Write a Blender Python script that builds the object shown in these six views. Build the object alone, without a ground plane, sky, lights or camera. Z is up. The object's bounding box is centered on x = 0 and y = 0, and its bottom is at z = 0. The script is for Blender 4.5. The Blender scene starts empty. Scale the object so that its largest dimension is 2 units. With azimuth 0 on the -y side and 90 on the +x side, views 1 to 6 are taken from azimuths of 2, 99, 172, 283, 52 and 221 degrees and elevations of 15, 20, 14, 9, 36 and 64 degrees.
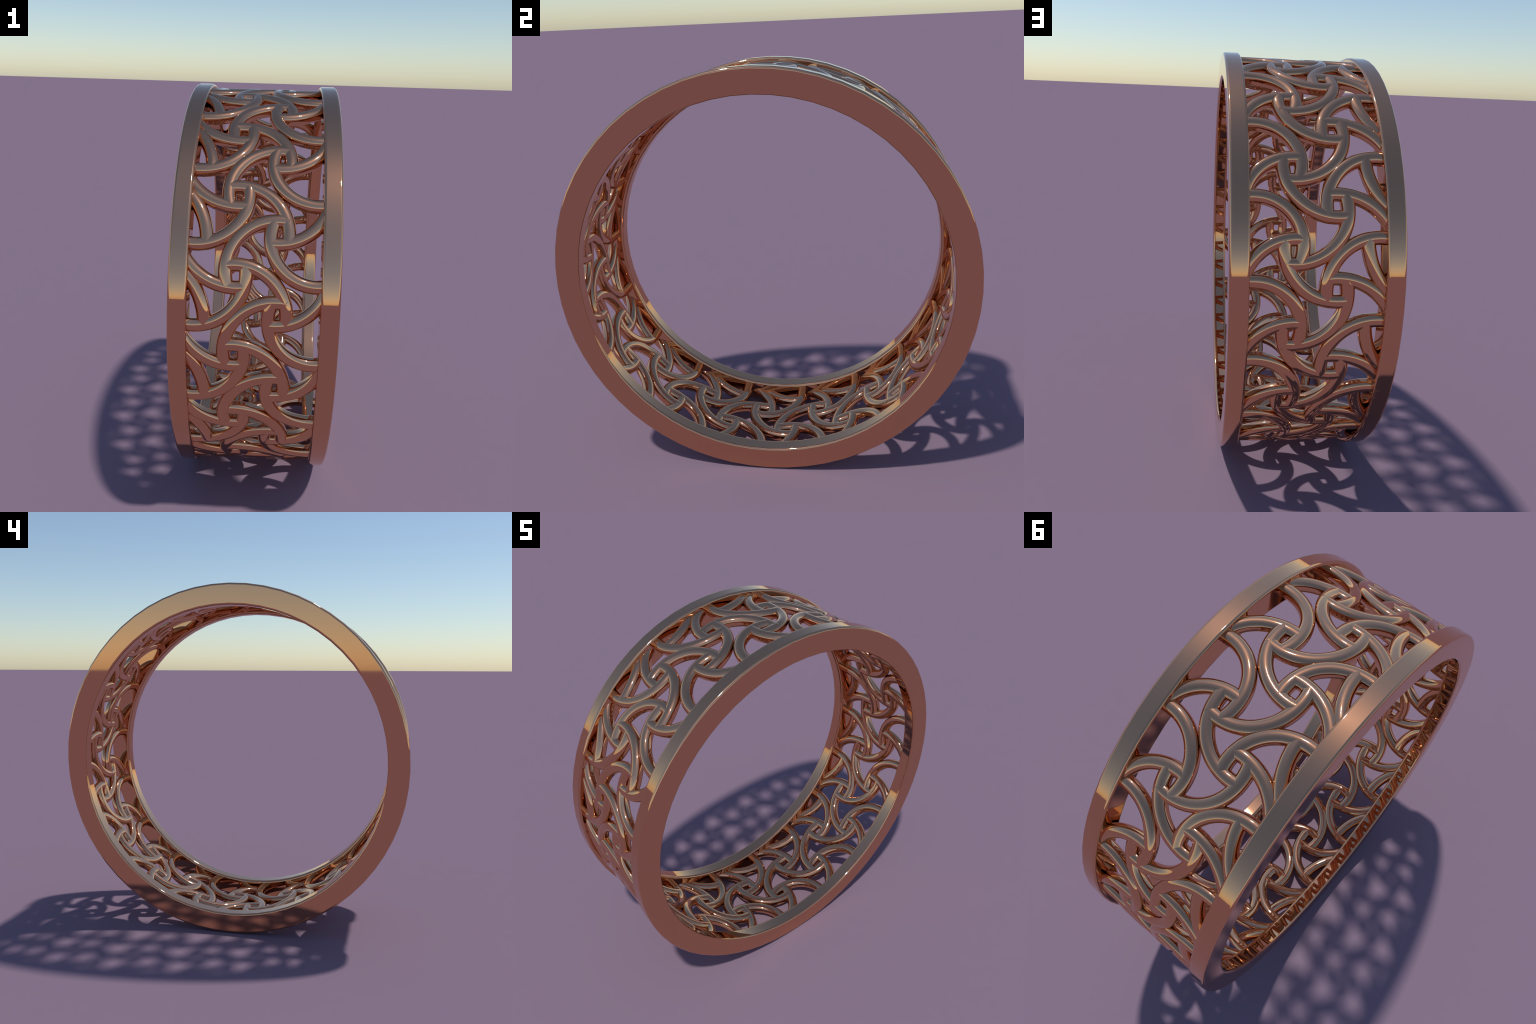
"""Openwork bangle: two plain polished copper rims joined by a band of
interlaced quarter-circle strands that wind around small square knots."""
import bpy, math
from mathutils import Vector, Matrix

# ------------------------------------------------------------------ sizes (m)
CENTRE = Vector((0.0, 0.0, 1.0))   # ring centre; the ring's axis is x
R_OUT, R_IN = 1.0, 0.8819              # rim radii
HALF_W, RIM_W = 0.3487, 0.0793     # half width of the bangle, width of a rim
BEVEL = 0.0115                     # rounded rim edges
BEVEL_BORE = 0.0155                # the softer edge between bore and openwork
RIM_SEGMENTS = 64

LAT_OUT, LAT_IN = 0.9807, 0.9240   # radii of the openwork band
STRAND = 0.0584                    # strand width
DOME = 0.0235                      # height of the rounded outer and inner sides
PERIODS = 18                       # knots per row around the ring
PLANE_R = 0.965                    # radius on which the pattern is laid out
ROW = 0.1695                       # distance between knot rows along the axis
X_A, X_B = -0.0785, 0.0965         # the two full rows of knots
PHASE = {-3: 14.16, -2: 4.66, -1: 14.16, 0: 4.66, 1: 13.68, 2: 3.88, 3: 13.68}   # turn of each row, degrees
KNOT_A = (0.0435, 0.0475)          # bar offsets from the knot centre: axis, ring
KNOT_B = (0.0375, 0.0497)
ARC_R = 0.214                      # radius of the strand arcs
OVERRUN = 0.012                    # one bar of every second knot runs on past its neighbour
LIFT = 0.004                       # and rides over it by this much
RETRACT = 0.003                    # other ends stop just short of the centre line
CLIP_X = 0.305                     # strands run into the rims up to here

# ------------------------------------------------------------------ material
def copper():
    m = bpy.data.materials.new("polished_copper")
    m.use_nodes = True
    nt = m.node_tree
    b = nt.nodes["Principled BSDF"]
    b.inputs["Base Color"].default_value = (0.715, 0.377, 0.215, 1)
    b.inputs["Metallic"].default_value = 1.0
    b.inputs["Roughness"].default_value = 0.03
    return m

COPPER = copper()

root = bpy.data.objects.new("bracelet", None)
bpy.context.collection.objects.link(root)
root["label"] = "polished copper bangle with openwork band of interlaced arcs"
root["category"] = "bracelet"


def add_object(name, mesh, matrix):
    ob = bpy.data.objects.new(name, mesh)
    bpy.context.collection.objects.link(ob)
    ob.parent = root
    ob.matrix_basis = matrix
    return ob


# ------------------------------------------------------------------ rims
def rim_mesh():
    """Lathed rounded rectangle; outer face at +x."""
    x0, x1 = HALF_W - RIM_W, HALF_W
    b, b2 = BEVEL, BEVEL_BORE
    n = 6
    prof = []                       # (x, r, nx, nr)
    for cx, cr, rad, a0 in ((x1 - b, R_OUT - b, b, 0), (x0 + b, R_OUT - b, b, 90),
                            (x0 + b2, R_IN + b2, b2, 180), (x1 - b, R_IN + b, b, 270)):
        for k in range(n + 1):
            a = math.radians(a0 + 90 * k / n)
            prof.append((cx + rad * math.cos(a), cr + rad * math.sin(a), math.cos(a), math.sin(a)))
    verts, normals, faces = [], [], []
    m = len(prof)
    for s in range(RIM_SEGMENTS):
        t = 2 * math.pi * s / RIM_SEGMENTS
        c, sn = math.cos(t), math.sin(t)
        for x, r, nx, nr in prof:
            verts.append((x, r * c, r * sn))
            normals.append((nx, nr * c, nr * sn))
    for s in range(RIM_SEGMENTS):
        s2 = (s + 1) % RIM_SEGMENTS
        for k in range(m):
            k2 = (k + 1) % m
            faces.append((s * m + k, s * m + k2, s2 * m + k2, s2 * m + k))
    me = bpy.data.meshes.new("rim")
    me.from_pydata(verts, [], faces)
    me.polygons.foreach_set("use_smooth", [True] * len(faces))
    me.normals_split_custom_set_from_vertices(normals)
    me.materials.append(COPPER)
    return me

rim = rim_mesh()
add_object("rim", rim, Matrix.Translation(CENTRE))
add_object("rim", rim, Matrix.Translation(CENTRE) @ Matrix.Rotation(math.pi, 4, 'Z'))

# ------------------------------------------------------------------ knot layout
D2S = math.radians(1) * PLANE_R
STEP = 360.0 / PERIODS


def knot(row, theta_near):
    """Knot of a row nearest to an angle (degrees), as a point (x, arc length)."""
    even = row % 2 == 0
    x = (X_A if even else X_B) + ROW * (row if even else row - 1)
    ph = PHASE[row]
    th = ph + STEP * round((theta_near - ph) / STEP)
    return Vector((x, th * D2S)), th


# strands at the rims run a little freer: radius, outward shifts of the line
# along the ring and of the line along the axis
EDGE_FORM = {(-1, 1): (0.2500, 0.0460, 0.0), (-2, 1): (0.3000, 0.0040, 0.0500),
             (1, 1): (0.1950, 0.0, 0.0), (1, -1): (ARC_R, -0.0040, 0.0)}


def edge_circle(row, th, drow, dth):
    """Quarter circle of the strand that leaves knot (row, th) towards a
    neighbour.  At one knot it forms a bar along the axis, at the other a bar
    around the ring, so it is tangent to one line of each direction."""
    p, _ = knot(row, th)
    q, th2 = knot(row + drow, th + dth * STEP / 2)
    left = -1 if row % 2 == 0 else 1            # the two knot kinds are mirrored
    bulge = Vector((-dth, drow)) * left         # diagonal the arc bulges to
    # the end whose bar runs along the axis is the one the bulge points away
    # from along the ring
    (kp, kq) = (KNOT_A, KNOT_B) if row % 2 == 0 else (KNOT_B, KNOT_A)
    kind = (row, dth) if drow > 0 else (row - 1, -dth)
    radius, out, out_s = EDGE_FORM.get(kind, (ARC_R, 0.0, 0.0))
    if drow * bulge.x > 0:      # bulges onwards in x: far knot carries the x line
        xl = q.x + bulge.x * (kq[0] + out)
        sl = p.y + bulge.y * (kp[1] + out_s)
    else:
        xl = p.x + bulge.x * (kp[0] + out)
        sl = q.y + bulge.y * (kq[1] + out_s)
    c = Vector((xl - bulge.x * radius, sl - bulge.y * radius))
    return c, radius, p, q, th2, bulge


def meet(c1, r1, c2, r2, near):
    """Intersection of two circles nearest to a point."""
    d = c2 - c1
    L = d.length
    a = (r1 * r1 - r2 * r2 + L * L) / (2 * L)
    h = math.sqrt(max(r1 * r1 - a * a, 0))
    u = d / L
    w = Vector((-u.y, u.x))
    pts = [c1 + u * a + w * h, c1 + u * a - w * h]
    return min(pts, key=lambda p: (p - near).length)


TURN = {(1, 1): (-1, 1), (-1, 1): (-1, -1), (-1, -1): (1, -1), (1, -1): (1, 1)}
BACK = {v: k for k, v in TURN.items()}


def end_point(row, th, drow, dth):
    """Where a strand stops: on the centre line of the next bar of the knot."""
    c, r, p, q, _, side = edge_circle(row, th, drow, dth)
    turn = BACK if row % 2 == 0 else TURN
    nd = turn[(drow, dth)]
    c2, r2, *_ = edge_circle(row, th, *nd)
    e = (q - p).normalized()
    return meet(c, r, c2, r2, p - e * 0.06)


# ------------------------------------------------------------------ strands
def strand_profile():
    """(across, height fraction point) loop: straight sides, domed in and out."""
    w = STRAND / 2
    n = 14
    prof = []
    for k in range(n + 1):
        a = math.pi * k / n
        prof.append((w * math.cos(a), LAT_OUT - DOME + DOME * math.sin(a)))
    for k in range(n + 1):
        a = math.pi + math.pi * k / n
        prof.append((w * math.cos(a), LAT_IN + DOME + DOME * math.sin(a)))
    return prof

PROFILE = strand_profile()


def strand_mesh(row, th, drow, dth, overrun=0.0):
    c, r, p, q, th2, side = edge_circle(row, th, drow, dth)
    a = end_point(row, th, drow, dth)
    b = end_point(row + drow, th2, -drow, -dth)
    ta = math.atan2(a.y - c.y, a.x - c.x)
    tb = math.atan2(b.y - c.y, b.x - c.x)
    d = (tb - ta + math.pi) % (2 * math.pi) - math.pi
    ta += math.copysign((RETRACT) / r, d)
    tb += math.copysign((overrun - RETRACT) / r, d)
    d = (tb - ta + math.pi) % (2 * math.pi) - math.pi
    N = 44
    ts = [ta + d * k / N for k in range(N + 1)]
    # keep the part between the rims
    def xof(t): return c.x + r * math.cos(t)
    mid = min(range(N + 1), key=lambda k: abs(xof(ts[k])))
    def reach(step):
        """Walk outwards until the rim is reached or the strand turns back."""
        k = mid
        while 0 <= k + step <= N:
            x0, x1 = abs(xof(ts[k])), abs(xof(ts[k + step]))
            if x1 > CLIP_X or (x1 < x0 and x0 > HALF_W - RIM_W):
                break
            k += step
        return k
    ts = ts[reach(-1):reach(1) + 1]
    th0 = math.radians(th)
    verts, faces = [], []
    m = len(PROFILE)
    for t in ts:
        px, ps = c.x + r * math.cos(t), c.y + r * math.sin(t)
        nx, ns = math.cos(t), math.sin(t)
        lift = 0.0
        if overrun:                     # rise smoothly over the last stretch
            u = max(0.0, 1 - abs(tb - t) * r / 0.12)
            lift = LIFT * u * u * (3 - 2 * u)
        for w, h in PROFILE:
            h += lift
            x = px + nx * w
            ang = (ps + ns * w) / PLANE_R - th0
            verts.append((x, h * math.cos(ang), h * math.sin(ang)))
    for k in range(len(ts) - 1):
        for j in range(m):
            j2 = (j + 1) % m
            faces.append((k * m + j, k * m + j2, (k + 1) * m + j2, (k + 1) * m + j))
    # flat end caps with vertices of their own, so the sides shade straight
    L = (len(ts) - 1) * m
    n = len(verts)
    verts += verts[:m] + verts[L:L + m]
    faces.append(tuple(reversed(range(n, n + m))))
    faces.append(tuple(range(n + m, n + 2 * m)))
    if d < 0:
        faces = [tuple(reversed(f)) for f in faces]
    me = bpy.data.meshes.new("strand")
    me.from_pydata(verts, [], faces)
    sm = [True] * len(faces)
    sm[-1] = sm[-2] = False
    me.polygons.foreach_set("use_smooth", sm)
    me.materials.append(COPPER)
    return me


# strands between the rows, and one kind that curls back out of the far rim
KINDS = [(-2, 1), (-1, 1), (-1, -1), (0, 1), (0, -1), (1, 1), (1, -1)]
for row, dth in KINDS:
    th = knot(row, 90.0)[1]
    me = strand_mesh(row, th, 1, dth, overrun=OVERRUN if (row, dth) == (0, -1) else 0.0)
    for i in range(PERIODS):
        add_object("strand", me, Matrix.Translation(CENTRE) @
                   Matrix.Rotation(math.radians(th + STEP * i), 4, 'X'))
